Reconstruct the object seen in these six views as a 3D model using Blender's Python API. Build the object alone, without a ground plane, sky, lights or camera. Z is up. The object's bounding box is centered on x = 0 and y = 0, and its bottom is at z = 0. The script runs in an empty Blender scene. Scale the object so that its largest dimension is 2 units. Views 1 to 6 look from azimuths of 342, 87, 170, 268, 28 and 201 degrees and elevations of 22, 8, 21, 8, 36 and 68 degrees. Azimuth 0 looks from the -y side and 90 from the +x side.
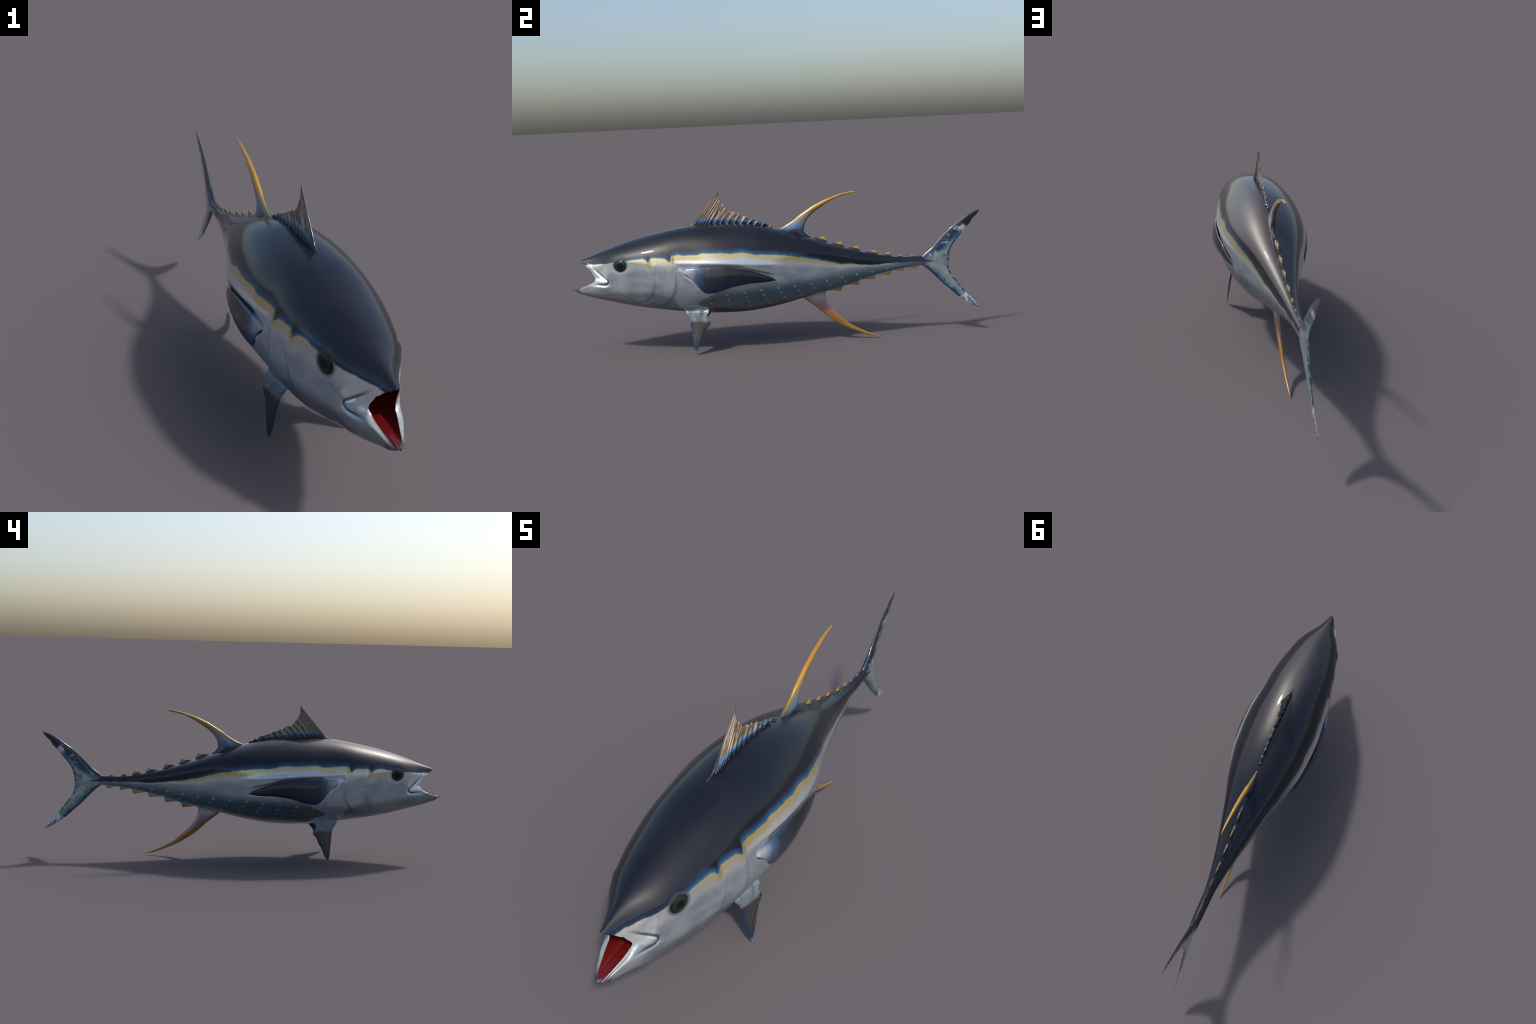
import bpy, math
import numpy as np
from mathutils import Vector, Matrix

rng = np.random.default_rng(7)

# ------------------------------------------------------------------ helpers
def smoothstep(a, b, x):
    t = np.clip((x - a) / (b - a), 0, 1)
    return t * t * (3 - 2 * t)

def hermite(xk, yk, x):
    """Catmull-style cubic through the knots."""
    xk, yk, x = np.asarray(xk, float), np.asarray(yk, float), np.asarray(x, float)
    h = np.diff(xk); d = np.diff(yk) / h
    m = np.empty_like(yk); m[0], m[-1] = d[0], d[-1]
    m[1:-1] = (h[1:] * d[:-1] + h[:-1] * d[1:]) / (h[1:] + h[:-1])
    i = np.clip(np.searchsorted(xk, x) - 1, 0, len(xk) - 2)
    t = (x - xk[i]) / h[i]
    return ((2*t**3 - 3*t*t + 1) * yk[i] + (t**3 - 2*t*t + t) * h[i] * m[i]
            + (-2*t**3 + 3*t*t) * yk[i+1] + (t**3 - t*t) * h[i] * m[i+1])

YF = np.linspace(-1.03, 0.90, 2000)
def profile(knots, values, sigma=0.018):
    """Smooth curve of y through knots (spline, then softened so reflections flow)."""
    v = hermite(knots, values, np.clip(YF, knots[0], knots[-1]))
    dx = YF[1] - YF[0]; n = int(3 * sigma / dx)
    k = np.exp(-0.5 * (np.arange(-n, n + 1) * dx / sigma) ** 2); k /= k.sum()
    # extend linearly so the ends are not flattened
    lo = v[0] + (v[1] - v[0]) * np.arange(-n, 0); hi = v[-1] + (v[-1] - v[-2]) * np.arange(1, n + 1)
    s = np.convolve(np.r_[lo, v, hi], k, mode='valid')
    return lambda y: np.interp(y, YF, s)

def curve(pts, n):
    """Smooth polyline through control points, resampled by arc length."""
    p = np.array(pts, float)
    d = np.r_[0, np.cumsum(np.linalg.norm(np.diff(p, axis=0), axis=1))]
    f = np.linspace(0, d[-1], 800)
    q = np.stack([hermite(d, p[:, i], f) for i in range(p.shape[1])], 1)
    d = np.r_[0, np.cumsum(np.linalg.norm(np.diff(q, axis=0), axis=1))]
    s = np.linspace(0, d[-1], n)
    return np.stack([np.interp(s, d, q[:, i]) for i in range(p.shape[1])], 1)

def seg_dist(y, z, line):
    """Distance to a polyline in the side view, and the signed side of it."""
    best = np.full(y.shape, 9.0); side = np.zeros(y.shape)
    for (ay, az), (by, bz) in zip(line[:-1], line[1:]):
        dy, dz = by - ay, bz - az; L = dy*dy + dz*dz
        t = np.clip(((y - ay) * dy + (z - az) * dz) / L, 0, 1)
        qy, qz = y - ay - t * dy, z - az - t * dz
        d = np.hypot(qy, qz); m = d < best
        best = np.where(m, d, best); side = np.where(m, np.sign(dy * qz - dz * qy), side)
    return best, side

def make_mesh(name, verts, faces, smooth=True):
    me = bpy.data.meshes.new(name)
    me.from_pydata([tuple(v) for v in verts], [], faces)
    me.validate(); me.update()
    if smooth:
        me.polygons.foreach_set('use_smooth', [True] * len(me.polygons))
    return me

def add_obj(name, me, parent, mat=None, loc=(0, 0, 0)):
    ob = bpy.data.objects.new(name, me)
    bpy.context.scene.collection.objects.link(ob)
    ob.parent = parent; ob.location = loc
    if mat and not me.materials: me.materials.append(mat)
    return ob

# ------------------------------------------------------------------ materials
class NT:
    def __init__(self, name):
        self.mat = bpy.data.materials.new(name); self.mat.use_nodes = True
        self.t = self.mat.node_tree; self.n = self.t.nodes
        self.bsdf = self.n['Principled BSDF']
        tc = self.n.new('ShaderNodeTexCoord'); self.obj = tc.outputs['Object']
        sp = self.n.new('ShaderNodeSeparateXYZ'); self.link(self.obj, sp.inputs[0])
        self.x, self.y, self.z = sp.outputs
    def link(self, a, b): self.t.links.new(a, b)
    def put(self, v, sock):
        if isinstance(v, (int, float)): sock.default_value = v
        elif isinstance(v, (tuple, list)): sock.default_value = (*v, 1.0) if len(v) == 3 and sock.type == 'RGBA' else v
        else: self.link(v, sock)
    def m(self, op, a, b=0.0, c=0.0):
        n = self.n.new('ShaderNodeMath'); n.operation = op
        for v, s in zip((a, b, c), n.inputs): self.put(v, s)
        return n.outputs[0]
    def step(self, v, a, b):
        n = self.n.new('ShaderNodeMapRange'); n.interpolation_type = 'SMOOTHSTEP'
        self.put(v, n.inputs[0]); self.put(float(a), n.inputs[1]); self.put(float(b), n.inputs[2])
        if b < a:
            n.inputs[1].default_value, n.inputs[2].default_value = b, a
            n.inputs[3].default_value, n.inputs[4].default_value = 1, 0
        return n.outputs[0]
    def mix(self, f, a, b):
        n = self.n.new('ShaderNodeMix'); n.data_type = 'RGBA'
        self.put(f, n.inputs[0]); self.put(a, n.inputs[6]); self.put(b, n.inputs[7])
        return n.outputs[2]
    def noise(self, scale, detail=3.0, stretch=(1, 1, 1), rough=0.55):
        mp = self.n.new('ShaderNodeMapping'); self.link(self.obj, mp.inputs[0]); mp.inputs['Scale'].default_value = stretch
        n = self.n.new('ShaderNodeTexNoise'); n.inputs['Scale'].default_value = scale
        n.inputs['Detail'].default_value = detail; n.inputs['Roughness'].default_value = rough
        self.link(mp.outputs[0], n.inputs['Vector'])
        return n.outputs[0]
    def ramp(self, f, stops):
        n = self.n.new('ShaderNodeValToRGB'); cr = n.color_ramp
        while len(cr.elements) < len(stops): cr.elements.new(0.5)
        for e, (p, c) in zip(cr.elements, stops): e.position = p; e.color = (*c, 1)
        self.put(f, n.inputs[0]); return n.outputs[0]
    def fcurve(self, v, x0, x1, y0, y1, pts):
        """v in [x0,x1] -> height in [y0,y1] along a drawn curve."""
        n = self.n.new('ShaderNodeFloatCurve'); c = n.mapping.curves[0]
        q = [((a - x0) / (x1 - x0), (b - y0) / (y1 - y0)) for a, b in pts]
        while len(c.points) < len(q): c.points.new(0.5, 0.5)
        for p, (a, b) in zip(c.points, q): p.location = (a, b); p.handle_type = 'AUTO_CLAMPED'
        n.mapping.update()
        self.put(self.m('DIVIDE', self.m('SUBTRACT', v, x0), x1 - x0), n.inputs['Value'])
        return self.m('ADD', self.m('MULTIPLY', n.outputs[0], y1 - y0), y0)
    def bump(self, h, strength, dist):
        n = self.n.new('ShaderNodeBump'); n.inputs['Strength'].default_value = strength
        n.inputs['Distance'].default_value = dist; self.put(h, n.inputs['Height'])
        self.link(n.outputs[0], self.bsdf.inputs['Normal'])
    def out(self, col, rough=0.35, metal=0.0, coat=1.0, coat_rough=0.03, spec=0.5):
        b = self.bsdf.inputs
        self.put(col, b['Base Color']); self.put(rough, b['Roughness']); self.put(metal, b['Metallic'])
        self.put(coat, b['Coat Weight']); self.put(coat_rough, b['Coat Roughness']); self.put(spec, b['Specular IOR Level'])
        return self.mat

BACK = (0.0040, 0.005, 0.011)
def skin_material():
    k = NT('tuna_skin'); y, z = k.y, k.z
    line = k.fcurve(y, -1, 0.9, 0.3, 0.55, [
        (-1, .440), (-.95, .441), (-.899, .444), (-.838, .447), (-.80, .452), (-.75, .458), (-.701, .465), (-.673, .471),
        (-.651, .470), (-.630, .462), (-.619, .452), (-.612, .470), (-.582, .474), (-.549, .472), (-.530, .464),
        (-.518, .457), (-.509, .482), (-.445, .482), (-.406, .479), (-.36, .484), (-.30, .485), (-.247, .480),
        (-.205, .481), (-.149, .472), (-.093, .466), (-.036, .460), (.046, .447), (.111, .434), (.182, .416), (.258, .396),
        (.341, .382), (.475, .369), (.563, .370), (.71, .369), (.9, .369)])
    wob = k.m('MULTIPLY', k.m('SUBTRACT', k.noise(22, 3, (0.1, 1, 0.4)), 0.5), 0.016)
    d = k.m('ADD', k.m('SUBTRACT', z, line), wob)
    # bands narrow towards the tail
    wid = k.m('MULTIPLY', k.step(y, 0.55, -0.05), 1.0)
    wid = k.m('MAXIMUM', wid, 0.18)
    e = k.m('DIVIDE', d, wid)
    # silver flank
    fine = k.noise(90, 4)
    cloud = k.noise(16, 4, (1, .6, 1.3))
    silver = k.mix(k.step(cloud, .30, .72), (0.33, 0.395, 0.46), (0.49, 0.56, 0.625))
    silver = k.mix(k.m('MULTIPLY', k.step(fine, 0.45, 0.75), 0.25), silver, (0.34, 0.40, 0.46))
    # bright marbling on the snout and round the eye
    grad = k.m('MULTIPLY', k.step(y, -0.70, -0.90), k.step(z, 0.335, 0.385))
    marb = k.m('ADD', k.m('MULTIPLY', k.noise(24, 4, (1, 1, 1), 0.6), 0.75), k.m('MULTIPLY', grad, 0.42))
    jaw = k.m('MULTIPLY', k.step(y, -.845, -.915), k.step(z, .380, .358))
    marb = k.m('MULTIPLY', k.step(marb, 0.60, 0.74), k.step(grad, 0.02, 0.30))
    marb = k.m('MULTIPLY', marb, k.m('SUBTRACT', 1.0, jaw))
    silver = k.mix(marb, silver, (0.80, 0.85, 0.89))
    silver = k.mix(k.m('MULTIPLY', jaw, .85), silver, k.mix(cloud, (.17, .185, .185), (.25, .27, .27)))
    # darker blue-grey throat and cover edges, ragged above
    edge = k.m('MULTIPLY', k.m('SUBTRACT', k.noise(16, 4, (.6, .6, 1)), .5), .05)
    throat = k.fcurve(y, -1, -.4, .2, .4, [(-1, .33), (-.92, .335), (-.85, .335), (-.78, .318), (-.70, .318), (-.62, .315), (-.56, .298), (-.51, .27), (-.47, .22), (-.4, .20)])
    smoky = k.step(k.m('SUBTRACT', k.m('ADD', z, edge), throat), .016, -.022)
    silver = k.mix(k.m('MULTIPLY', smoky, .62), silver, k.mix(k.step(y, -.70, -.60), (.115, .118, .112), (.085, .115, .125)))
    # brighter strip under the yellow line
    silver = k.mix(k.m('MULTIPLY', k.step(e, -0.065, -0.03), 0.6), silver, (0.72, 0.72, 0.70))
    # teal belly, pointed in front
    mid = k.fcurve(y, -0.5, 0.8, 0.2, 0.4, [(-.5, .285), (-.3, .292), (-.1, .305), (.1, .318), (.3, .335), (.55, .355), (.8, .362)])
    low = k.step(k.m('SUBTRACT', z, mid), 0.045, -0.02)
    arrow = k.m('SUBTRACT', k.m('ADD', y, 0.408), k.m('MULTIPLY', k.m('ABSOLUTE', k.m('SUBTRACT', z, 0.244)), 1.7))
    low = k.m('MULTIPLY', low, k.step(arrow, -0.004, 0.006))
    teal = k.mix(k.step(y, -0.35, -0.1), (0.100, 0.120, 0.140), (0.042, 0.115, 0.155))
    teal = k.mix(k.step(k.m('SUBTRACT', z, mid), -0.035, -0.095), teal, (0.11, 0.12, 0.115))
    silver = k.mix(k.m('MULTIPLY', low, 0.85), silver, teal)
    # rows of pale dots on the belly
    c = k.m('MINIMUM', k.m('MAXIMUM', k.m('ADD', k.m('MULTIPLY', y, 1.5), 0.62), 0.12), 0.75)
    yy = k.m('ADD', y, k.m('MULTIPLY', c, k.m('SUBTRACT', z, 0.30)))
    u = k.m('DIVIDE', k.m('ADD', yy, 0.346), 0.0825)
    fu = k.m('MULTIPLY', k.m('SUBTRACT', u, k.m('ROUND', u)), 0.0825)
    top = k.fcurve(y, -0.4, 0.6, 0.2, 0.4, [(-.4, .268), (-.345, .270), (-.268, .285), (-.183, .293), (-.02, .301), (.146, .304), (.232, .312), (.307, .322), (.392, .332), (.469, .338), (.6, .352)])
    w = k.m('DIVIDE', k.m('SUBTRACT', top, z), 0.0255)
    wr = k.m('MAXIMUM', k.m('ROUND', w), 0.0)
    fw = k.m('MULTIPLY', k.m('SUBTRACT', w, wr), 0.0255)
    r = k.m('SQRT', k.m('ADD', k.m('MULTIPLY', fu, fu), k.m('MULTIPLY', fw, fw)))
    dot = k.m('MULTIPLY', k.step(r, 0.0082, 0.0034), k.m('MULTIPLY', k.step(y, -0.375, -0.365), k.step(y, 0.62, 0.50)))
    dot = k.m('MULTIPLY', dot, k.m('MAXIMUM', 0.0, k.m('SUBTRACT', 1.0, k.m('MULTIPLY', wr, 0.22))))
    dot = k.m('MULTIPLY', dot, k.step(k.m('ABSOLUTE', k.x), 0.015, 0.025))
    silver = k.mix(k.m('MULTIPLY', dot, 0.9), silver, (0.38, 0.48, 0.52))
    # flank bands: silver -> yellow -> teal -> blue -> black back
    yel = k.m('MULTIPLY', k.m('MULTIPLY', k.step(y, -0.735, -0.66), k.m('ADD', .75, k.m('MULTIPLY', k.step(y, -.53, -.50), .25))), k.step(y, 0.46, 0.30))
    yel = k.m('MULTIPLY', yel, k.step(e, -0.032, -0.008))
    yel = k.m('MULTIPLY', yel, k.m('ADD', .78, k.m('MULTIPLY', k.step(k.noise(26, 3, (.3, 1, .6)), .36, .58), .22)))
    col = k.mix(yel, silver, (0.62, 0.50, 0.19))
    # yellow smears running down the cover edges
    for yc, zt, zb in ((-.612, .462, .405), (-.505, .468, .415)):
        s = k.m('MULTIPLY', k.step(k.m('ABSOLUTE', k.m('SUBTRACT', y, yc)), 0.022, 0.002),
                k.m('MULTIPLY', k.step(z, zb, zt), k.step(y, yc + .012, yc + .004)))
        col = k.mix(k.m('MULTIPLY', s, 0.75), col, (0.52, 0.38, 0.12))
    trunk_f = k.m('ADD', .3, k.m('MULTIPLY', k.step(y, -.82, -.70), .7))
    tealc = k.mix(trunk_f, BACK, (0.022, 0.090, 0.130)); bluec = k.mix(trunk_f, BACK, (0.010, 0.032, 0.090))
    col = k.mix(k.step(e, -0.002, 0.006), col, tealc)
    col = k.mix(k.step(e, 0.006, 0.015), col, bluec)
    back = k.mix(k.step(k.noise(6, 2), 0.35, 0.7), BACK, (0.007, 0.0075, 0.012))
    back_m = k.step(e, 0.014, 0.028)
    col = k.mix(back_m, col, back)
    ey, ez = k.m('ADD', y, .7565), k.m('SUBTRACT', z, .4425)
    er = k.m('SQRT', k.m('ADD', k.m('MULTIPLY', ey, ey), k.m('MULTIPLY', ez, ez)))
    col = k.mix(k.m('MULTIPLY', k.step(er, .042, .030), .7), col, (.05, .055, .055))
    # dark tips of both jaws, and shade-blue seam round the maxilla and covers
    tip = k.m('MULTIPLY', k.step(y, -0.950, -0.980), k.step(z, 0.36, 0.34))
    col = k.mix(k.m('MULTIPLY', tip, 0.92), col, (0.030, 0.034, 0.042))
    # groove shadows drawn in dark blue along the seams
    def seam(line, wd, amt, tint):
        nonlocal col
        near = None
        for (ay, az), (by, bz) in zip(line[:-1], line[1:]):
            dy, dz = by - ay, bz - az; L = dy*dy + dz*dz
            py, pz = k.m('SUBTRACT', y, ay), k.m('SUBTRACT', z, az)
            t = k.m('MAXIMUM', 0.0, k.m('MINIMUM', 1.0, k.m('DIVIDE', k.m('ADD', k.m('MULTIPLY', py, dy), k.m('MULTIPLY', pz, dz)), L)))
            qy, qz = k.m('SUBTRACT', py, k.m('MULTIPLY', t, dy)), k.m('SUBTRACT', pz, k.m('MULTIPLY', t, dz))
            r = k.m('SQRT', k.m('ADD', k.m('MULTIPLY', qy, qy), k.m('MULTIPLY', qz, qz)))
            near = r if near is None else k.m('MINIMUM', near, r)
        col = k.mix(k.m('MULTIPLY', k.step(near, wd, wd * 0.2), amt), col, tint)
    seam(MAXILLA, 0.0066, k.m('MULTIPLY', k.step(y, -.91, -.85), .85), (0.022, 0.042, 0.080))
    seam(PREOP[3:-1], 0.018, 0.20, (0.07, 0.11, 0.14))
    seam(OPER[3:-1], 0.020, 0.22, (0.07, 0.11, 0.14))
    flank = k.step(e, 0.010, -0.002)
    rough = k.m('ADD', 0.42, k.m('MULTIPLY', flank, k.m('SUBTRACT', k.m('MULTIPLY', cloud, 0.14), 0.24)))
    metal = k.m('MULTIPLY', k.m('MULTIPLY', flank, 0.68), k.m('SUBTRACT', 1.0, k.m('MULTIPLY', jaw, .75)))
    rough = k.m('ADD', rough, k.m('MULTIPLY', jaw, .14))
    coat = k.m('SUBTRACT', 0.62, k.m('MULTIPLY', flank, 0.35))
    crough = k.m('ADD', 0.02, k.m('MULTIPLY', flank, 0.12))
    return k.out(col, rough, metal, coat, crough, 0.20)

MAXILLA = [(-.900, .436), (-.861, .401), (-.835, .379), (-.820, .366), (-.822, .355), (-.833, .349), (-.862, .350), (-.895, .351)]
PREOP = [(-.587, .43), (-.589, .396), (-.592, .363), (-.598, .336), (-.605, .307), (-.619, .285), (-.640, .271), (-.67, .264)]
OPER = [(-.503, .462), (-.497, .432), (-.491, .395), (-.490, .358), (-.497, .323), (-.509, .293), (-.528, .266), (-.555, .246), (-.595, .236), (-.64, .238)]
LEDGE = [(-.508, .449), (-.458, .447), (-.346, .441), (-.263, .439), (-.179, .431), (-.038, .416), (.06, .405)]

# ------------------------------------------------------------------ body form
KY = [-1.0, -.951, -.88, -.8, -.7, -.58, -.45, -.3, -.15, 0, .15, .3, .45, .6, .72, .80, .84]
ZT = profile(KY, [.446, .464, .490, .520, .551, .578, .600, .607, .600, .568, .519, .467, .423, .396, .395, .390, .385], .015)
ZB = profile(KY, [.313, .297, .274, .255, .232, .211, .188, .173, .175, .199, .235, .268, .311, .341, .352, .360, .365], .015)
WD = profile(KY, [.005, .018, .044, .088, .121, .152, .170, .188, .180, .145, .100, .064, .036, .018, .0135, .007, .0025], .012)
ZM = profile([-1.0, -.951, -.88, -.8, -.7, -.58, -.45, -.3, -.15, 0, .15, .3, .45, .6, .84], [.66, .69, .725, .74, .70, .59, .47, .475, .505, .62, .735, .735, .645, .54, .43], .025)
KE = [-1, -.8, -.65, -.5, -.35, -.2, -.05, .08, .2, .32, .45, .65, .84]
NU = profile(KE, [2.0, 1.75, 1.93, 2.33, 2.21, 2.06, 2.08, 2.14, 2.22, 2.32, 2.38, 2.35, 2.2], .04)
NL = profile(KE, [3.1, 3.35, 3.25, 2.35, 1.92, 1.97, 2.40, 3.0, 3.25, 3.3, 3.0, 2.45, 2.25], .04)

def section(y, a):
    """Point (x, z) of the hull at station y and angle a (pi/2 = back, -pi/2 = belly)."""
    t, b, w = ZT(y), ZB(y), np.maximum(WD(y), .0015)
    c = b + (t - b) * ZM(y)
    up = a > 0
    h = np.where(up, t - c, c - b); e = np.where(up, NU(y), NL(y))
    cs, sn = np.abs(np.cos(a)), np.abs(np.sin(a))
    r = (cs ** e + sn ** e) ** (-1 / e)
    return w * r * cs, c + h * r * np.sin(a)

def half_width(y, z):
    t, b, w = ZT(y), ZB(y), np.maximum(WD(y), .0015)
    c = b + (t - b) * ZM(y); up = z > c
    h = np.where(up, t - c, c - b); e = np.where(up, NU(y), NL(y))
    return w * np.maximum(0, 1 - np.clip(np.abs(z - c) / h, 0, 1) ** e) ** (1 / e)

def angle_of(y, z):
    t, b = ZT(y), ZB(y); c = b + (t - b) * ZM(y)
    h = np.where(z > c, t - c, c - b); e = np.where(z > c, NU(y), NL(y))
    q = np.clip(np.abs(z - c) / h, 0, 1)
    return np.sign(z - c) * np.arctan2(q, np.maximum(0, 1 - q ** e) ** (1 / e))

# mouth opening in side view, from under the snout tip back to the corner and out to the lower jaw tip
RIM = [(-.947, .456), (-.932, .447), (-.917, .430), (-.902, .411), (-.892, .396), (-.884, .383), (-.882, .373),
       (-.888, .364), (-.917, .349), (-.940, .338), (-.963, .3284), (-.982, .319)]
ra = [angle_of(np.float64(y), np.float64(z)) for y, z in RIM]
ra = np.r_[np.pi / 2, ra, -np.pi / 2]; ry = np.r_[-.9515, [q[0] for q in RIM], -.998]
o = np.argsort(ra); ra, ry = ra[o], ry[o]

NA, NH, NB = 190, 120, 330
alpha = np.linspace(np.pi / 2, -np.pi / 2, NA + 1)
rim_y = np.interp(alpha, ra, ry)
gk = np.exp(-.5 * (np.arange(-15, 16) / 3.2) ** 2); gk /= gk.sum()
rim_y = np.convolve(np.r_[rim_y[15:0:-1], rim_y, rim_y[-2:-17:-1]], gk, mode='valid')
rim_y[0], rim_y[-1] = -.9515, -.998
Y0, YE = -.72, .835
s = np.linspace(0, 1, NH + 1)[:-1, None]
Yg = np.concatenate([rim_y[None] + (Y0 - rim_y[None]) * s ** 1.15,
                     np.repeat(np.linspace(Y0, YE, NB + 1)[:, None], NA + 1, 1)], 0)
Ag = np.repeat(alpha[None], Yg.shape[0], 0)
Xg, Zg = section(Yg, Ag)
P = np.stack([Xg, Yg, Zg], -1); P[:, 0, 0] = 0; P[:, -1, 0] = 0

def grid_normals(P):
    du = np.gradient(P, axis=0); dv = np.gradient(P, axis=1)
    n = np.cross(du, dv); n /= np.maximum(np.linalg.norm(n, axis=-1, keepdims=True), 1e-12)
    return n
# the lower jaw swells outwards below its lip
i_corner = int(np.argmax(rim_y))
a_corner = alpha[i_corner]
def jaw_swell(P):
    x, y, z = P[..., 0], P[..., 1], P[..., 2]
    wj = np.interp(y, [-.999, -.993, -.985, -.972, -.944, -.911, -.877, -.84, -.80, -.76], [.005, .0115, .0165, .0228, .0325, .0470, .0615, .075, .0885, .101])
    zb = ZB(y); zj = zb + .55 * (np.interp(y, [-1, -.963, -.917, -.88, -.76], [.318, .3284, .349, .362, .37]) - zb)
    q = np.clip((zj - z) / np.maximum(zj - zb, .002), 0, 1)
    wj = wj * np.maximum(0, 1 - q ** 2.3) ** (1 / 2.3)
    gap = np.linalg.norm(P - P[:1], axis=-1)
    roll = np.sqrt(np.clip(1 - (1 - np.clip(gap / .014, 0, 1)) ** 2, 0, 1))
    f = smoothstep(a_corner + .05, a_corner - .25, Ag) * smoothstep(-.76, -.85, y)
    # the lip itself: measured half gape along the jaw, blunt at the tip
    xr = np.interp(y, [-.9985, -.9960, -.990, -.982, -.963, -.940, -.917, -.895], [.0, .0045, .009, .0130, .0198, .0262, .0335, .0395])
    base = np.maximum(x, np.minimum(xr, wj) * smoothstep(-.89, -.90, y))
    x2 = x + (base - x) * f
    x2 = x2 + np.maximum(0, wj - x2) * f * roll
    zr = np.interp(y, [-.997, -.982, -.963, -.940, -.917, -.90], [.3175, .3205, .3290, .3385, .3495, .357])
    lift = (zr - z) * f * np.clip(1 - gap / .022, 0, 1) * smoothstep(-.90, -.93, y)
    return x2, z + lift
P[..., 0], P[..., 2] = jaw_swell(P)
P[:, 0, 0] = 0; P[:, -1, 0] = 0
N = grid_normals(P)
N *= np.sign((N[..., 0:1] * P[..., 0:1]).sum() or 1)

# pectoral fin outline (side view): root at the front, tip pointing back
PEC_TOP = [(-.462, .410), (-.445, .421), (-.417, .424), (-.36, .427), (-.30, .427), (-.249, .422), (-.194, .412), (-.138, .396), (-.083, .373), (-.040, .353), (-.0235, .340)]
PEC_BOT = [(-.462, .410), (-.452, .392), (-.428, .374), (-.402, .348), (-.384, .321), (-.363, .302), (-.335, .299), (-.289, .307), (-.241, .322), (-.198, .331), (-.141, .336), (-.071, .337), (-.0235, .340)]
TOPC, BOTC = curve(PEC_TOP, 120), curve(PEC_BOT, 120)

def flowing(line, n=40): return [tuple(p) for p in curve(line, n)]
S_OPER, S_PRE, S_MAX = flowing(OPER), flowing(PREOP), flowing(MAXILLA, 50)
def relief(y, z):
    """Surface relief of one side: seams, covers, recesses, eye socket."""
    d = np.zeros_like(y)
    g, sd = seg_dist(y, z, S_OPER)
    d -= .0030 * np.exp(-(g / .0042) ** 2)
    d += np.where(sd < 0, 1, 0) * .0022 * np.exp(-(g / .030) ** 2)      # raised rear edge of the cover
    g, sd = seg_dist(y, z, S_PRE)
    d -= .0016 * np.exp(-(g / .0036) ** 2)
    d += np.where(sd < 0, 1, 0) * .0012 * np.exp(-(g / .025) ** 2)
    g, sd = seg_dist(y, z, S_MAX)
    d -= .0042 * np.exp(-(g / .0058) ** 2) * smoothstep(-.905, -.85, y)
    inside = (y < -.822)
    d += inside * np.where(sd < 0, 1, 0) * .0012 * np.exp(-((g - .016) / .012) ** 2)
    # crease under the lower jaw
    g, _ = seg_dist(y, z, [(-.93, .302), (-.86, .296), (-.78, .298), (-.74, .285), (-.70, .268)])
    d -= .0009 * np.exp(-(g / .006) ** 2)
    # eye socket
    r = np.hypot((y + .757), (z - .4425))
    d -= .0030 * np.exp(-(r / .035) ** 4)
    # ledge along the flank with the hollow for the pectoral fin below it
    g, sd = seg_dist(y, z, LEDGE)
    fade = smoothstep(-.515, -.46, y) * smoothstep(.05, -.08, y)
    d += fade * .0030 * np.exp(-(g / .010) ** 2)
    zc = np.interp(y, [-.48, -.35, -.2, -.02], [.39, .365, .375, .345])
    hw = np.interp(y, [-.49, -.42, -.35, -.2, -.02, .02], [.02, .05, .066, .044, .016, .010])
    zc = zc + .006
    hollow = smoothstep(1.12, .75, np.abs(z - zc) / hw) * smoothstep(-.41, -.36, y) * smoothstep(.0, -.08, y)
    d -= .0075 * hollow
    # skin fold in front of the fin root
    g, _ = seg_dist(y, z, [(-.47, .41), (-.455, .385), (-.42, .352), (-.395, .315)])
    d += .0030 * np.exp(-(g / .009) ** 2)
    # slack hollow above the pelvic fin
    d -= .0065 * np.exp(-((y + .345) / .07) ** 2 - ((z - .246) / .020) ** 2)
    # lateral keel on the tail stalk
    d += .0050 * np.exp(-((z - .3705) / .006) ** 2) * smoothstep(.52, .64, y) * smoothstep(.80, .74, y)
    return d
side_mask = smoothstep(.004, .03, P[..., 0])
rim_gap = np.linalg.norm(P - P[:1], axis=-1)
rel = relief(P[..., 1], P[..., 2]) * np.where(P[..., 1] > .5, 1, side_mask * smoothstep(.002, .014, rim_gap))
P = P + N * rel[..., None]
P[:, 0, 0] = 0; P[:, -1, 0] = 0

# mirrored closed rings
ring = np.concatenate([P, (P * [-1, 1, 1])[:, -2:0:-1]], 1)
nr, nc = ring.shape[:2]
V = ring.reshape(-1, 3)
# rounded lips: roll the rim inwards
rimloop = ring[0]
ang = np.r_[alpha, alpha[-2:0:-1]]
lipw = .0042 + .0050 * smoothstep(-.9, -1.4, ang) + .003 * smoothstep(1.2, 1.5, ang)
cen = np.array([0, -.865, .383])
inward = cen - rimloop
inward[:, 1] = np.abs(inward[:, 1]) * .5 + .01
inward /= np.linalg.norm(inward, axis=1, keepdims=True)
outn = ring[0] - ring[1]; outn /= np.linalg.norm(outn, axis=1, keepdims=True)
lips = []
for t in (40, 80, 120, 160, 180):
    a = math.radians(t)
    lips.append(rimloop + lipw[:, None] * (inward * (1 - math.cos(a)) * .5 * 1.3 + outn * math.sin(a) * .45 * np.abs(inward[:, :1] * 0 + 1)))
lips = np.array(lips)
V = np.concatenate([V, lips.reshape(-1, 3)], 0)
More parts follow.
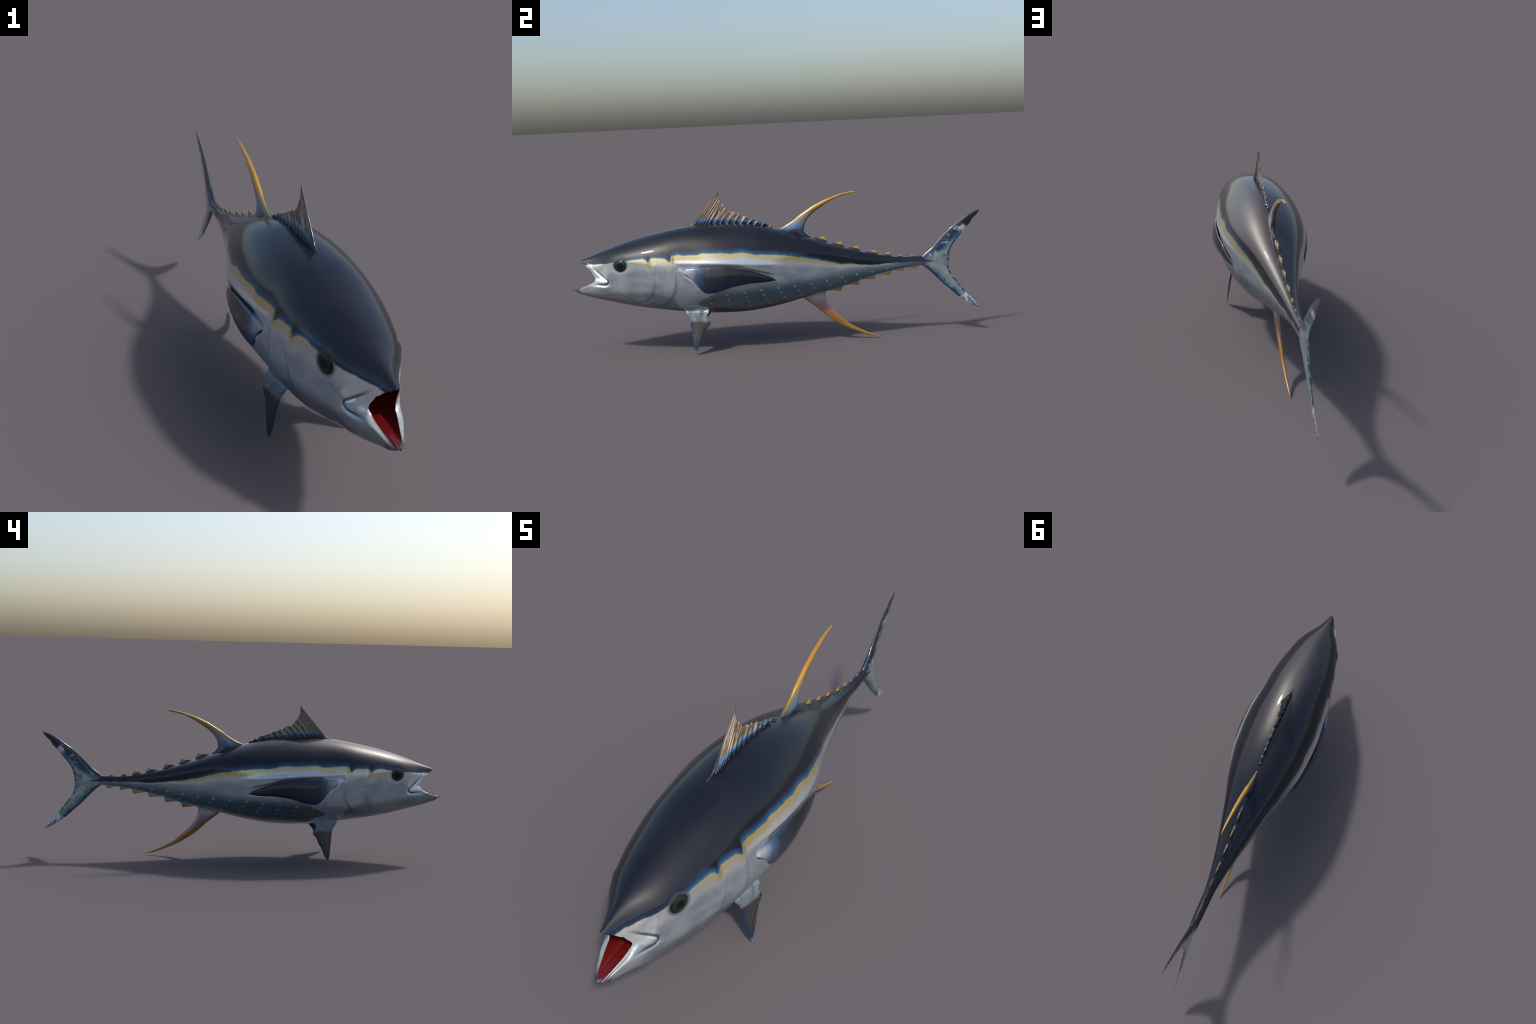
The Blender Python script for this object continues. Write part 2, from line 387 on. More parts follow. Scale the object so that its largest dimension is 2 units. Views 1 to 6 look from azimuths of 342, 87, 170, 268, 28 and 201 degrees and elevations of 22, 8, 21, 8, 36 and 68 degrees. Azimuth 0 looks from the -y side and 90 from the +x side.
def vid(i, j): return (i * nc + j % nc) if i >= 0 else nr * nc + (-i - 1) * nc + j % nc
faces, tag = [], []
op = np.array(OPER); pr = np.array(PREOP)
def region(y, z, x):
    yo = np.interp(z, op[::-1, 1][1:], op[::-1, 0][1:]); yp = np.interp(z, pr[::-1, 1], pr[::-1, 0])
    if y > .60: return 'tail_stalk'
    if y > (yo if z > .237 else -.55): return 'trunk'
    if z < .262 or z > .462: return 'head'
    if y > yp: return 'gill_cover'
    return 'head'
rows = list(range(-len(lips), nr - 1))
for i in rows:
    a, b = (i, i + 1)
    for j in range(nc):
        faces.append((vid(a, j), vid(a, j + 1), vid(b, j + 1), vid(b, j)))
        c = (V[faces[-1][0]] + V[faces[-1][2]]) / 2
        t = region(c[1], c[2], c[0]) if i >= 0 else 'head'
        if c[1] < -.80 and t == 'head':
            mid = np.interp(c[1], [-1, -.882, -.82, -.80], [.385, .372, .352, .340])
            if c[2] < mid and c[1] < -.82: t = 'lower_jaw'
        tag.append(t)
# close the hidden tail end
end = nr - 1
cap = len(V); V = np.concatenate([V, ring[end].mean(0)[None]], 0)
for j in range(nc):
    faces.append((vid(end, j), vid(end, j + 1), cap)); tag.append('tail_stalk')

whole = make_mesh('whole', V, faces)
whole.update()
import bmesh
bm = bmesh.new(); bm.from_mesh(whole); bmesh.ops.recalc_face_normals(bm, faces=bm.faces); bm.to_mesh(whole); bm.free()
vn = np.empty(len(whole.vertices) * 3); whole.vertex_normals.foreach_get('vector', vn); vn = vn.reshape(-1, 3)
polys = [tuple(p.vertices) for p in whole.polygons]
# outward check
p0 = whole.polygons[(NH + 100 + len(lips)) * nc + 60]
if p0.normal.dot(p0.center - Vector((0, p0.center.y, .4))) < 0:
    polys = [p[::-1] for p in polys]; vn = -vn

root = bpy.data.objects.new('tuna', None)
bpy.context.scene.collection.objects.link(root)
root['label'] = 'open-mouthed yellowfin tuna with dark glossy back, silver belly and golden sickle fins'
root['category'] = 'fish'

skin = skin_material()
tags = np.array(tag)
for name in ('head', 'lower_jaw', 'gill_cover', 'trunk', 'tail_stalk'):
    ids = np.nonzero(tags == name)[0]
    used = sorted({v for i in ids for v in polys[i]}); remap = {v: n for n, v in enumerate(used)}
    me = make_mesh(name, V[used], [tuple(remap[v] for v in polys[i]) for i in ids])
    me.normals_split_custom_set_from_vertices([tuple(vn[v]) for v in used])
    add_obj(name, me, root, skin)
bpy.data.meshes.remove(whole)

# ------------------------------------------------------------------ mouth lining
def mouth_material():
    k = NT('mouth_lining')
    c = k.mix(k.noise(20, 3), (0.085, 0.0018, 0.0020), (0.105, 0.004, 0.005))
    return k.out(c, 0.35, 0, 0.5, 0.12)
inner = lips[-1]
lv, lf = [], []
NK = 28
for q in range(NK + 1):
    t = q / NK; th = t * math.pi / 2
    sh = math.cos(th) ** .75 if q < NK else 0.0; b = math.sin(th)
    zc = .372 + .0 * t
    row = np.stack([inner[:, 0] * sh * (1 + .25 * math.sin(math.pi * t)),
                    inner[:, 1] + (-.790 - inner[:, 1]) * b,
                    inner[:, 2] + (zc - inner[:, 2]) * (1 - sh)], 1)
    if q > 0:
        sg = 4 + 8 * t; kk = np.exp(-.5 * (np.arange(-30, 31) / sg) ** 2); kk /= kk.sum()
        wrap = np.concatenate([row[-30:], row, row[:30]], 0)
        row = np.stack([np.convolve(wrap[:, c_], kk, mode='valid') for c_ in range(3)], 1)
    lv.append(row)
lv = np.concatenate(lv, 0)
for q in range(NK):
    for j in range(nc):
        lf.append((q * nc + j, (q + 1) * nc + j, (q + 1) * nc + (j + 1) % nc, q * nc + (j + 1) % nc))
add_obj('mouth_lining', make_mesh('mouth_lining', lv, lf), root, mouth_material())

# ------------------------------------------------------------------ eyes
def eye_material():
    k = NT('eye')
    r = k.m('SQRT', k.m('ADD', k.m('MULTIPLY', k.z, k.z), k.m('MULTIPLY', k.y, k.y)))
    r = k.m('DIVIDE', r, 0.031)
    n = k.m('MULTIPLY', k.m('SUBTRACT', k.noise(120, 3), 0.5), 0.05)
    col = k.ramp(k.m('ADD', r, n), [(0.0, (.003, .003, .004)), (.36, (.004, .005, .006)), (.46, (.005, .020, .020)),
                                    (.64, (.008, .026, .022)), (.80, (.007, .010, .008)), (.95, (.005, .006, .006))])
    # olive glow in the upper part of the iris
    up = k.m('MULTIPLY', k.step(k.z, 0.004, 0.020), k.step(r, 0.45, 0.65))
    col = k.mix(k.m('MULTIPLY', up, 0.5), col, (0.022, 0.022, 0.010))
    return k.out(col, 0.30, 0, 0.22, 0.03, 0.12)
em = eye_material()
EY_, EZ_, ER = -.7565, .4425, .0312
ex0 = float(half_width(np.float64(EY_), np.float64(EZ_)))
def eye_mesh():
    """A low dome that follows the cheek; local origin at the pupil, x outwards."""
    n, m = 56, 24
    v, f = [(0.0040, 0, 0)], []
    for i in range(1, m + 1):
        q = i / m; r = ER * q
        for j in range(n):
            a = 2 * math.pi * j / n
            yy, zz = r * math.cos(a), r * math.sin(a)
            hw = float(half_width(np.float64(EY_ + yy), np.float64(EZ_ + zz)))
            v.append((hw - ex0 - .0060 + .0100 * math.sqrt(max(0, 1 - q ** 2.4)), yy, zz))
    for j in range(n): f.append((0, 1 + j, 1 + (j + 1) % n))
    for i in range(m - 1):
        for j in range(n):
            a, b = 1 + i * n + j, 1 + i * n + (j + 1) % n
            f.append((a, a + n, b + n, b))
    return make_mesh('eye', v, f)
eye_me = eye_mesh(); eye_me.materials.append(em)
for sx in (1, -1):
    ob = add_obj('eye', eye_me, root, None, (sx * ex0, EY_, EZ_))
    ob.scale = (sx, 1, 1)

# ------------------------------------------------------------------ fins
def blade(name, C, T, Nd, mat):
    """Closed blade: centre grid C (u,v,3), half thickness T (u,v), thickness direction Nd."""
    nu, nv = T.shape
    A, B = C + Nd * T[..., None], C - Nd * T[..., None]
    v = np.concatenate([A.reshape(-1, 3), B.reshape(-1, 3)], 0); o = nu * nv; f = []
    for i in range(nu - 1):
        for j in range(nv - 1):
            a, b, c, d = i*nv+j, i*nv+j+1, (i+1)*nv+j+1, (i+1)*nv+j
            f.append((a, b, c, d)); f.append((o+a, o+d, o+c, o+b))
    border = [(0, j) for j in range(nv)] + [(i, nv-1) for i in range(1, nu)] + [(nu-1, j) for j in range(nv-2, -1, -1)] + [(i, 0) for i in range(nu-2, 0, -1)]
    idx = [i*nv+j for i, j in border]
    for a, b in zip(idx, idx[1:] + idx[:1]): f.append((b, a, o+a, o+b))
    me = make_mesh(name, v, f)
    bm = bmesh.new(); bm.from_mesh(me)
    bmesh.ops.remove_doubles(bm, verts=bm.verts, dist=2e-5)
    bmesh.ops.recalc_face_normals(bm, faces=bm.faces); bm.to_mesh(me); bm.free()
    me.polygons.foreach_set('use_smooth', [True] * len(me.polygons))
    return add_obj(name, me, root, mat)

XN = np.array([1.0, 0, 0])
def loft(lead, trail, nu, nv, thick, lens=.5, vpow=1.0):
    """Centre sheet in the x=0 plane between a leading and a trailing edge."""
    L, R = curve(lead, nu), curve(trail, nu)
    # cosine spacing over the chord rounds the edges
    v = (1 - np.cos(np.linspace(0, np.pi, nv))) / 2
    YZ = L[:, None] + (R - L)[:, None] * v[None, :, None]
    C = np.concatenate([np.zeros(YZ.shape[:2] + (1,)), YZ], -1)
    u = np.linspace(0, 1, nu)
    T = thick(u)[:, None] * (np.maximum(0, 4 * v * (1 - v)) ** lens)[None]
    return C, T, u, v

# second dorsal fin: a golden sickle on a dark plinth
D2_LEAD = [(-.03, .560), (.018, .573), (.034, .580), (.058, .594), (.082, .609), (.106, .628), (.13, .643), (.154, .658), (.177, .672), (.201, .683), (.237, .699), (.272, .710), (.307, .721), (.342, .728), (.375, .731), (.384, .7275)]
D2_TRAIL = [(.18, .490), (.165, .515), (.150, .526), (.136, .538), (.1285, .550), (.128, .566), (.134, .584), (.144, .603), (.159, .620), (.176, .636), (.200, .653), (.224, .668), (.248, .683), (.271, .695), (.307, .709), (.342, .718), (.366, .7215), (.384, .7265)]
def fin_gold_material(name, z0, z1, flip):
    k = NT(name)
    f = k.m('DIVIDE', k.m('SUBTRACT', k.z, z0), z1 - z0)
    f = k.m('ADD', f, k.m('MULTIPLY', k.m('SUBTRACT', k.noise(22, 3), 0.5), 0.10))
    return k, f
def second_dorsal_material():
    k, f = fin_gold_material('second_dorsal_fin', .53, .73, 0)
    body = k.ramp(f, [(0.0, BACK), (.13, (.012, .013, .018)), (.19, (.04, .13, .32)), (.28, (.14, .20, .30)), (.46, (.22, .17, .22)),
                      (.60, (.22, .085, .015)), (.74, (.30, .135, .008)), (1.0, (.38, .19, .010))])
    edge = k.ramp(f, [(0.0, BACK), (.16, (.02, .02, .02)), (.25, (.14, .12, .025)), (.5, (.36, .19, .014)), (1.0, (.36, .18, .010))])
    lead = k.fcurve(k.y, 0, .4, .5, .8, [(0, .566), (.034, .580), (.082, .609), (.13, .643), (.177, .672), (.237, .699), (.307, .721), (.375, .731), (.4, .731)])
    m = k.step(k.m('SUBTRACT', lead, k.z), 0.022, 0.006)
    ty = k.fcurve(k.z, .5, .75, .1, .4, [(.5, .16), (.538, .136), (.55, .1285), (.566, .128), (.584, .134), (.62, .159), (.653, .2), (.683, .248), (.72, .36), (.75, .39)])
    m2 = k.step(k.m('SUBTRACT', ty, k.y), 0.014, 0.002)
    col = k.mix(m, body, edge)
    olive = k.ramp(f, [(0.0, BACK), (.16, BACK), (.3, (.14, .10, .015)), (.6, (.30, .13, .012)), (1.0, (.5, .27, .02))])
    col = k.mix(k.m('MULTIPLY', m2, 0.85), col, olive)
    return k.out(col, 0.32, 0.15, 1.0, 0.04)
C, T, u, v = loft(D2_LEAD, D2_TRAIL, 110, 24, lambda u: np.interp(u, [0, .12, .2, .35, .7, .93, 1], [.015, .014, .0125, .0115, .0075, .004, .0012]), .5)
blade('second_dorsal_fin', C, T, XN, second_dorsal_material())

# anal fin
AN_LEAD = [(.07, .262), (.112, .220), (.144, .195), (.176, .169), (.208, .139), (.24, .112), (.273, .089), (.322, .060), (.371, .038), (.437, .013), (.492, .0008)]
AN_TRAIL = [(.245, .285), (.229, .252), (.221, .234), (.222, .218), (.226, .204), (.239, .176), (.258, .150), (.281, .128), (.307, .105), (.339, .077), (.372, .057), (.421, .032), (.477, .009), (.492, .0015)]
def anal_material():
    k, f = fin_gold_material('anal_fin', .265, .0, 0)
    body = k.ramp(f, [(0.0, (.30, .33, .36)), (.18, (.36, .38, .40)), (.26, (.27, .18, .25)), (.39, (.24, .09, .13)), (.48, (.31, .10, .045)),
                      (.62, (.34, .085, .008)), (.78, (.33, .12, .006)), (1.0, (.36, .18, .010))])
    lead = k.fcurve(k.y, .05, .5, 0, .3, [(.05, .28), (.112, .22), (.144, .195), (.176, .169), (.208, .139), (.24, .112), (.273, .089), (.322, .060), (.371, .038), (.437, .013), (.5, .001)])
    m = k.step(k.m('SUBTRACT', k.z, lead), 0.030, 0.004)
    m = k.m('MULTIPLY', m, k.step(k.z, .245, .215))
    col = k.mix(k.m('MULTIPLY', m, 0.9), body, (.26, .17, .015))
    ty = k.fcurve(k.z, 0, .3, .2, .5, [(0, .5), (.01, .477), (.057, .372), (.105, .307), (.15, .258), (.204, .226), (.234, .221), (.27, .235), (.3, .25)])
    m2 = k.step(k.m('SUBTRACT', ty, k.y), 0.016, 0.002)
    col = k.mix(k.m('MULTIPLY', m2, 0.7), col, (.36, .19, .02))
    return k.out(col, 0.32, 0.15, 1.0, 0.06)
C, T, u, v = loft(AN_LEAD, AN_TRAIL, 110, 24, lambda u: np.interp(u, [0, .12, .3, .7, .93, 1], [.012, .012, .0105, .0065, .0035, .0012]), .5)
blade('anal_fin', C, T, XN, anal_material())

# caudal fin: both lobes in one crescent, its front buried in the tail stalk
CA_LEAD = [(.983, .1265), (.949, .140), (.910, .166), (.878, .189), (.842, .222), (.807, .253), (.772, .289), (.747, .314), (.722, .337), (.703, .352), (.690, .366),
           (.690, .384), (.706, .401), (.722, .414), (.749, .435), (.775, .462), (.811, .496), (.847, .528), (.876, .549), (.912, .574), (.937, .590), (.973, .606), (.994, .6125)]
CA_TRAIL = [(.985, .1285), (.967, .153), (.946, .178), (.921, .203), (.900, .231), (.879, .260), (.854, .292), (.843, .314), (.838, .338), (.837, .363),
            (.840, .395), (.845, .419), (.856, .442), (.875, .468), (.893, .490), (.911, .512), (.926, .529), (.944, .547), (.955, .566), (.973, .583), (.987, .600), (.994, .6115)]
def caudal_material():
    k = NT('caudal_fin')
    streak = k.noise(26, 5, (1, .9, 1), .65)
    # distance across the chord, measured from the leading edges
    leadU = k.fcurve(k.z, .36, .62, .65, 1.02, [(.36, .67), (.397, .69), (.414, .722), (.435, .749), (.462, .775), (.496, .811), (.528, .847), (.574, .912), (.613, 1.0), (.62, 1.02)])
    leadL = k.fcurve(k.z, .12, .38, .65, 1.0, [(.12, 1.0), (.140, .949), (.166, .910), (.189, .878), (.222, .842), (.253, .807), (.289, .772), (.314, .747), (.339, .722), (.355, .69), (.38, .68)])
    du, dl = k.m('SUBTRACT', k.y, leadU), k.m('SUBTRACT', k.y, leadL)
    w = k.m('MULTIPLY', k.m('SUBTRACT', streak, .5), .05)
    du2, dl2 = k.m('ADD', du, w), k.m('ADD', dl, w)
    upper = k.ramp(k.m('DIVIDE', du2, .12), [(0.0, (.010, .012, .020)), (.28, (.014, .022, .055)), (.42, (.015, .055, .16)), (.56, (.03, .16, .22)),
                                           (.72, (.22, .36, .36)), (.86, (.34, .42, .38)), (1.0, (.10, .17, .20))])
    lower = k.ramp(k.m('DIVIDE', dl2, .12), [(0.0, (.025, .035, .045)), (.12, (.03, .10, .18)), (.32, (.20, .29, .32)), (.52, (.32, .33, .28)), (.70, (.36, .42, .42)),
                                            (.85, (.12, .32, .36)), (1.0, (.02, .06, .12))])
    trail = k.fcurve(k.z, .12, .62, .8, 1.02, [(.12, 1.0), (.153, .967), (.203, .921), (.26, .879), (.292, .854), (.338, .838), (.395, .840), (.442, .856), (.49, .893), (.547, .944), (.60, .991), (.62, 1.01)])
    dt = k.m('ADD', k.m('SUBTRACT', trail, k.y), k.m('MULTIPLY', k.m('SUBTRACT', k.noise(38, 3), .5), .016))
    low_edge = k.mix(k.step(k.noise(48, 4), .48, .58), (.012, .045, .085), (.16, .42, .45))
    lower = k.mix(k.step(dt, .016, .006), lower, low_edge)
    lower = k.mix(k.m('MULTIPLY', k.step(dl2, .016, .004), .9), lower, (.012, .045, .085))
    upper = k.mix(k.step(dt, .012, .003), upper, (.020, .045, .065))
    # the silvery root where the lobes meet
    col = k.mix(k.step(k.z, .365, .395), lower, upper)
    # silver pad at the root of the fork
    pad = k.m('MULTIPLY', k.step(k.y, .735, .775), k.step(k.m('ABSOLUTE', k.m('SUBTRACT', k.z, .368)), .035, .012))
    lines = k.step(k.m('SINE', k.m('ADD', k.m('MULTIPLY', k.z, 700), k.m('MULTIPLY', k.noise(18, 2), 9))), .2, .8)
    pad_col = k.mix(k.m('MULTIPLY', k.m('MULTIPLY', lines, .7), k.step(k.y, .79, .825)), (.26, .32, .36), (.06, .13, .22))
    col = k.mix(pad, col, pad_col)
    # upper lobe: silver blotch, then near-black tip
    t = k.m('ADD', k.m('ADD', k.z, k.m('MULTIPLY', k.y, .45)), k.m('MULTIPLY', k.m('SUBTRACT', k.noise(45, 3), .5), .02))
    blot = k.m('MULTIPLY', k.step(t, .903, .925), k.step(t, .963, .945))
    blot = k.m('MULTIPLY', blot, k.step(k.noise(36, 3), .36, .52))
    blot = k.m('MULTIPLY', blot, k.step(du, .012, .03))
    col = k.mix(blot, col, (.55, .58, .68))
    col = k.mix(k.step(t, .944, .958), col, k.mix(k.step(k.noise(60, 3), .55, .7), (.010, .016, .030), (.02, .05, .09)))
    # lower lobe: pale blotchy tip, dark point
    q = k.m('ADD', k.m('SUBTRACT', k.m('MULTIPLY', k.y, .6), k.z), k.m('MULTIPLY', k.m('SUBTRACT', k.noise(45, 3), .5), .03))
    pale = k.step(q, .345, .362)
    pcol = k.mix(k.step(k.noise(34, 3), .40, .56), (.12, .18, .30), (.60, .64, .68))
    col = k.mix(pale, col, pcol)
    col = k.mix(k.step(k.z, .136, .130), col, (.03, .04, .05))
    # glossy highlights put into the colour as pale streaks along the lobes
    painted_glint = k.m('MULTIPLY', k.step(k.noise(60, 3, (1, .35, .6)), .54, .68), k.m('MULTIPLY', k.step(k.m('MAXIMUM', k.m('MINIMUM', du, dl), 0.0), .012, .03), k.step(dt, .008, .02)))
    col = k.mix(k.m('MULTIPLY', painted_glint, k.m('MULTIPLY', k.step(t, .955, .935), .55)), col, (.52, .62, .64))
    # fine ray streaks
    ray = k.noise(120, 2, (1, .55, .55))
    col = k.mix(k.m('MULTIPLY', k.step(ray, .5, .7), .25), col, (.02, .05, .08))
    k.bump(ray, .25, .002)
    return k.out(col, 0.26, 0.45, 0.9, 0.06)
C, T, u, v = loft(CA_LEAD, CA_TRAIL, 200, 30, lambda u: np.interp(u, [0, .12, .3, .42, .5, .58, .7, .88, 1], [.001, .003, .0055, .0095, .012, .0095, .0055, .003, .001]), .55)
# thicker towards the leading edge
T *= 1.3 * (1.25 - .7 * v)[None]
blade('caudal_fin', C, T, XN, caudal_material())

# first dorsal fin: pleated sail with spiny rays
RAYS_B = np.array([-.447, -.424, -.411, -.397, -.383, -.368, -.353, -.335, -.303, -.275, -.243, -.211, -.179, -.147, -.116, -.086, -.052, -.010])
RAYS_T = np.array([[-.443, .600], [-.277, .764], [-.277, .758], [-.278, .750], [-.277, .741], [-.276, .731], [-.274, .722], [-.268, .711], [-.258, .698], [-.240, .674], [-.212, .664], [-.184, .6535],
                   [-.151, .638], [-.120, .6235], [-.090, .6155], [-.058, .601], [-.030, .587], [-.008, .568]])
def first_dorsal_material():
    k = NT('first_dorsal_fin')
    base = k.fcurve(k.y, -.46, 0, .5, .7, [(-.46, .59), (-.40, .606), (-.3, .612), (-.2, .608), (-.1, .598), (0, .57)])
    h = k.m('SUBTRACT', k.z, base)
    n = k.m('MULTIPLY', k.m('SUBTRACT', k.noise(50, 3), .5), .016)
    h2 = k.m('ADD', k.m('MULTIPLY', h, k.m('ADD', 1.0, k.m('MULTIPLY', k.step(k.y, -.24, -.10), 1.8))), n)
    t = k.m('SUBTRACT', k.y, k.m('MULTIPLY', h, .76))
    idx = k.fcurve(t, -.46, 0, 0, 17, [(float(b), float(n)) for n, b in enumerate(RAYS_B)])
    ridge = k.m('COSINE', k.m('ADD', k.m('MULTIPLY', idx, 2 * math.pi), k.m('MULTIPLY', k.m('SUBTRACT', k.noise(40, 2), .5), 1.6)))
    mem = k.mix(k.noise(34, 3, (1, 1.6, .5)), (.085, .045, .020), (.17, .105, .05))
    mem = k.mix(k.m('MULTIPLY', k.step(ridge, -.1, .8), .8), mem, (.42, .37, .29))
    mem = k.mix(k.step(k.y, -.22, -.10), mem, (.06, .075, .08))
    silv = k.step(k.noise(70, 3), .54, .64)
    mem = k.mix(k.m('MULTIPLY', silv, k.m('ADD', .25, k.m('MULTIPLY', k.step(k.y, -.22, -.12), .45))), mem, (.34, .42, .44))
    col = k.mix(k.step(h2, .030, .014), mem, (.06, .15, .25))
    col = k.mix(k.step(h2, .019, .008), col, (.012, .045, .15))
    col = k.mix(k.step(h2, .009, .002), col, BACK)
    # dark leading edge and tip
    lead = k.fcurve(k.z, .59, .78, -.47, -.26, [(.59, -.47), (.601, -.443), (.617, -.402), (.643, -.383), (.671, -.364), (.703, -.339), (.73, -.315), (.751, -.294), (.764, -.277), (.78, -.26)])
    dl = k.m('SUBTRACT', k.y, lead)
    col = k.mix(k.step(dl, .018, .006), col, (.022, .025, .030))
    col = k.mix(k.step(k.z, .725, .75), col, (.06, .06, .06))
    k.bump(k.noise(160, 2, (1, 1, .3)), .2, .002)
    return k.out(col, 0.42, 0.10, 0.45, 0.06)
nr_ = len(RAYS_B); SUB = 12; nv = 40
us = np.linspace(1, nr_ - 1, (nr_ - 2) * SUB + 1)
vs = np.linspace(0, 1, nv)
bas_y = np.interp(us, np.arange(nr_), RAYS_B)
frac = us - np.floor(us)
top = np.stack([np.interp(us, np.arange(nr_), RAYS_T[:, i]) for i in (0, 1)], 1)
gap = np.interp(us, np.arange(nr_), np.r_[np.diff(RAYS_B), .04])
notch = np.sin(np.pi * frac) ** .7 * np.clip(gap - .016, 0, 1) * .38
notch[us < 7] *= .2
jag = rng.normal(0, 1, len(us)); jag = np.convolve(jag, np.ones(3) / 3, mode='same') * np.interp(us, [1, 7, 9, 16], [0, .0003, .0014, .0018])
bz = ZT(bas_y) - .012
Bp = np.stack([bas_y, bz], 1); top = top.copy(); top[:, 1] += -notch + jag
top[:, 0] += notch * .2
mid = (Bp + top) / 2
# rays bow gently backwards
bow = np.interp(us, [1, 8, 16], [.004, .003, .001])
yz = Bp[:, None] * (1 - vs)[None, :, None] + top[:, None] * vs[None, :, None]
yz[..., 0] += (4 * vs * (1 - vs))[None] * bow[:, None] * -1 * .55
# leading edge follows its own curve
ray = np.cos(np.pi * frac) ** 2
amp = np.interp(us, [1, 3, 7, 9, 16, 17], [.0026, .0026, .0030, .0042, .0038, .001])
Td = .0015 + 1.35 * amp[:, None] * (ray ** 3)[:, None] * (1 - .55 * vs)[None] + .004 * (1 - vs)[None] ** 4
Td *= smoothstep(1.0, .93, vs)[None] * .8 + .2
Td[:6] *= np.linspace(.25, .8, 6)[:, None]; Td[-1] *= .3
wave = np.interp(us, [1, 6, 9, 17], [0, .0008, .0026, .002])[:, None] * np.sin(us * math.pi)[:, None] * vs[None]
wave = wave + (np.interp(us, [1, 8, 12, 17], [0, 0, .0025, .003]) * np.convolve(rng.normal(0, 1, len(us)), np.ones(5) / 5, mode='same'))[:, None] * vs[None] ** 2
C = np.concatenate([wave[..., None], yz], -1)
blade('first_dorsal_fin', C, Td, XN, first_dorsal_material())
# low fold of skin in front of the first spine
fold = curve([(-.452, .588), (-.443, .6005), (-.417, .608), (-.400, .620), (-.390, .634)], 24)
low = curve([(-.452, .582), (-.43, .586), (-.41, .59), (-.39, .594), (-.375, .60)], 24)
vv = np.linspace(0, 1, 10)
yz = low[:, None] * (1 - vv)[None, :, None] + fold[:, None] * vv[None, :, None]
C = np.concatenate([np.zeros(yz.shape[:2] + (1,)), yz], -1)
T = np.repeat(.0055 * ((1 - vv ** 2) ** .7 + .08)[None], 24, 0) * np.interp(np.linspace(0, 1, 24), [0, .2, .8, 1], [.15, .8, 1, .5])[:, None]
blade('dorsal_fold', C, T, XN, bpy.data.materials['first_dorsal_fin'])

# pectoral fins: thick scythes lying in the flank hollow
def pectoral_material():
    k = NT('pectoral_fin')
    n = k.m('MULTIPLY', k.m('SUBTRACT', k.noise(20, 3), .5), .03)
    yy = k.m('ADD', k.y, n)
    col = k.ramp(k.m('DIVIDE', k.m('ADD', yy, .47), .45), [(0.0, (.36, .39, .42)), (.09, (.26, .30, .34)), (.16, (.05, .09, .16)), (.24, (.018, .026, .042)), (.5, (.008, .009, .013)), (1.0, (.006, .007, .011))])
    lowe = k.fcurve(k.y, -.47, 0, .25, .45, [(-.47, .41), (-.428, .374), (-.384, .321), (-.35, .30), (-.289, .307), (-.198, .331), (-.07, .337), (0, .34)])
    blue = k.m('MULTIPLY', k.step(k.m('SUBTRACT', k.z, lowe), .055, .012), k.m('MULTIPLY', k.step(k.y, -.42, -.36), k.step(k.y, -.12, -.26)))
    col = k.mix(k.m('MULTIPLY', blue, .9), col, (.008, .026, .078))
    col = k.mix(k.step(k.m('SUBTRACT', k.z, lowe), .006, .001), col, (.006, .007, .010))
    up = k.fcurve(k.y, -.47, 0, .3, .45, [(-.47, .40), (-.445, .421), (-.36, .427), (-.25, .422), (-.138, .396), (-.04, .353), (0, .335)])
    top = k.m('MULTIPLY', k.step(k.m('SUBTRACT', up, k.z), .009, .002), k.step(k.y, -.25, -.38))
    col = k.mix(k.m('MULTIPLY', top, .6), col, (.014, .045, .13))
    return k.out(col, 0.38, 0.0, 0.6, 0.04, 0.25)
pm = pectoral_material()
nvp = 30
vp = (1 - np.cos(np.linspace(0, np.pi, nvp))) / 2
yzp = TOPC[:, None] + (BOTC - TOPC)[:, None] * vp[None, :, None]
up_ = np.linspace(0, 1, 120)
lens = (4 * vp * (1 - vp)) ** .55
fat = np.interp(up_, [0, .04, .12, .35, .7, .92, 1], [.0, .008, .0105, .0095, .0070, .0040, .001])
yv, zv = yzp[..., 0], yzp[..., 1]
outer = np.interp(yv, [-.47, -.44, -.40, -.34, -.27, -.20, -.11, -.024], [.165, .175, .185, .1935, .1955, .1910, .1745, .1505])
bw_ = half_width(yv, zv)
cen_z = np.interp(yv, [-.47, -.35, -.2, -.02], [.405, .365, .378, .342])
outer = outer - 1.9 * (zv - cen_z).clip(0, 1) ** 2 - 4.0 * (cen_z - zv).clip(0, 1) ** 2 - .05 * (cen_z - zv).clip(0, 1)
outer = np.where(yv < -.2, np.minimum(outer, bw_ + np.interp(yv, [-.47, -.42, -.36, -.25, -.2], [-.002, .003, .009, .016, .025]) * (1 - .8 * vp ** 1.5)[None]), outer)
for sx in (1, -1):
    C = np.stack([sx * outer, yv, zv], -1)
    Tp = fat[:, None] * lens[None]
    blade('pectoral_fin', C, Tp, XN, pm)

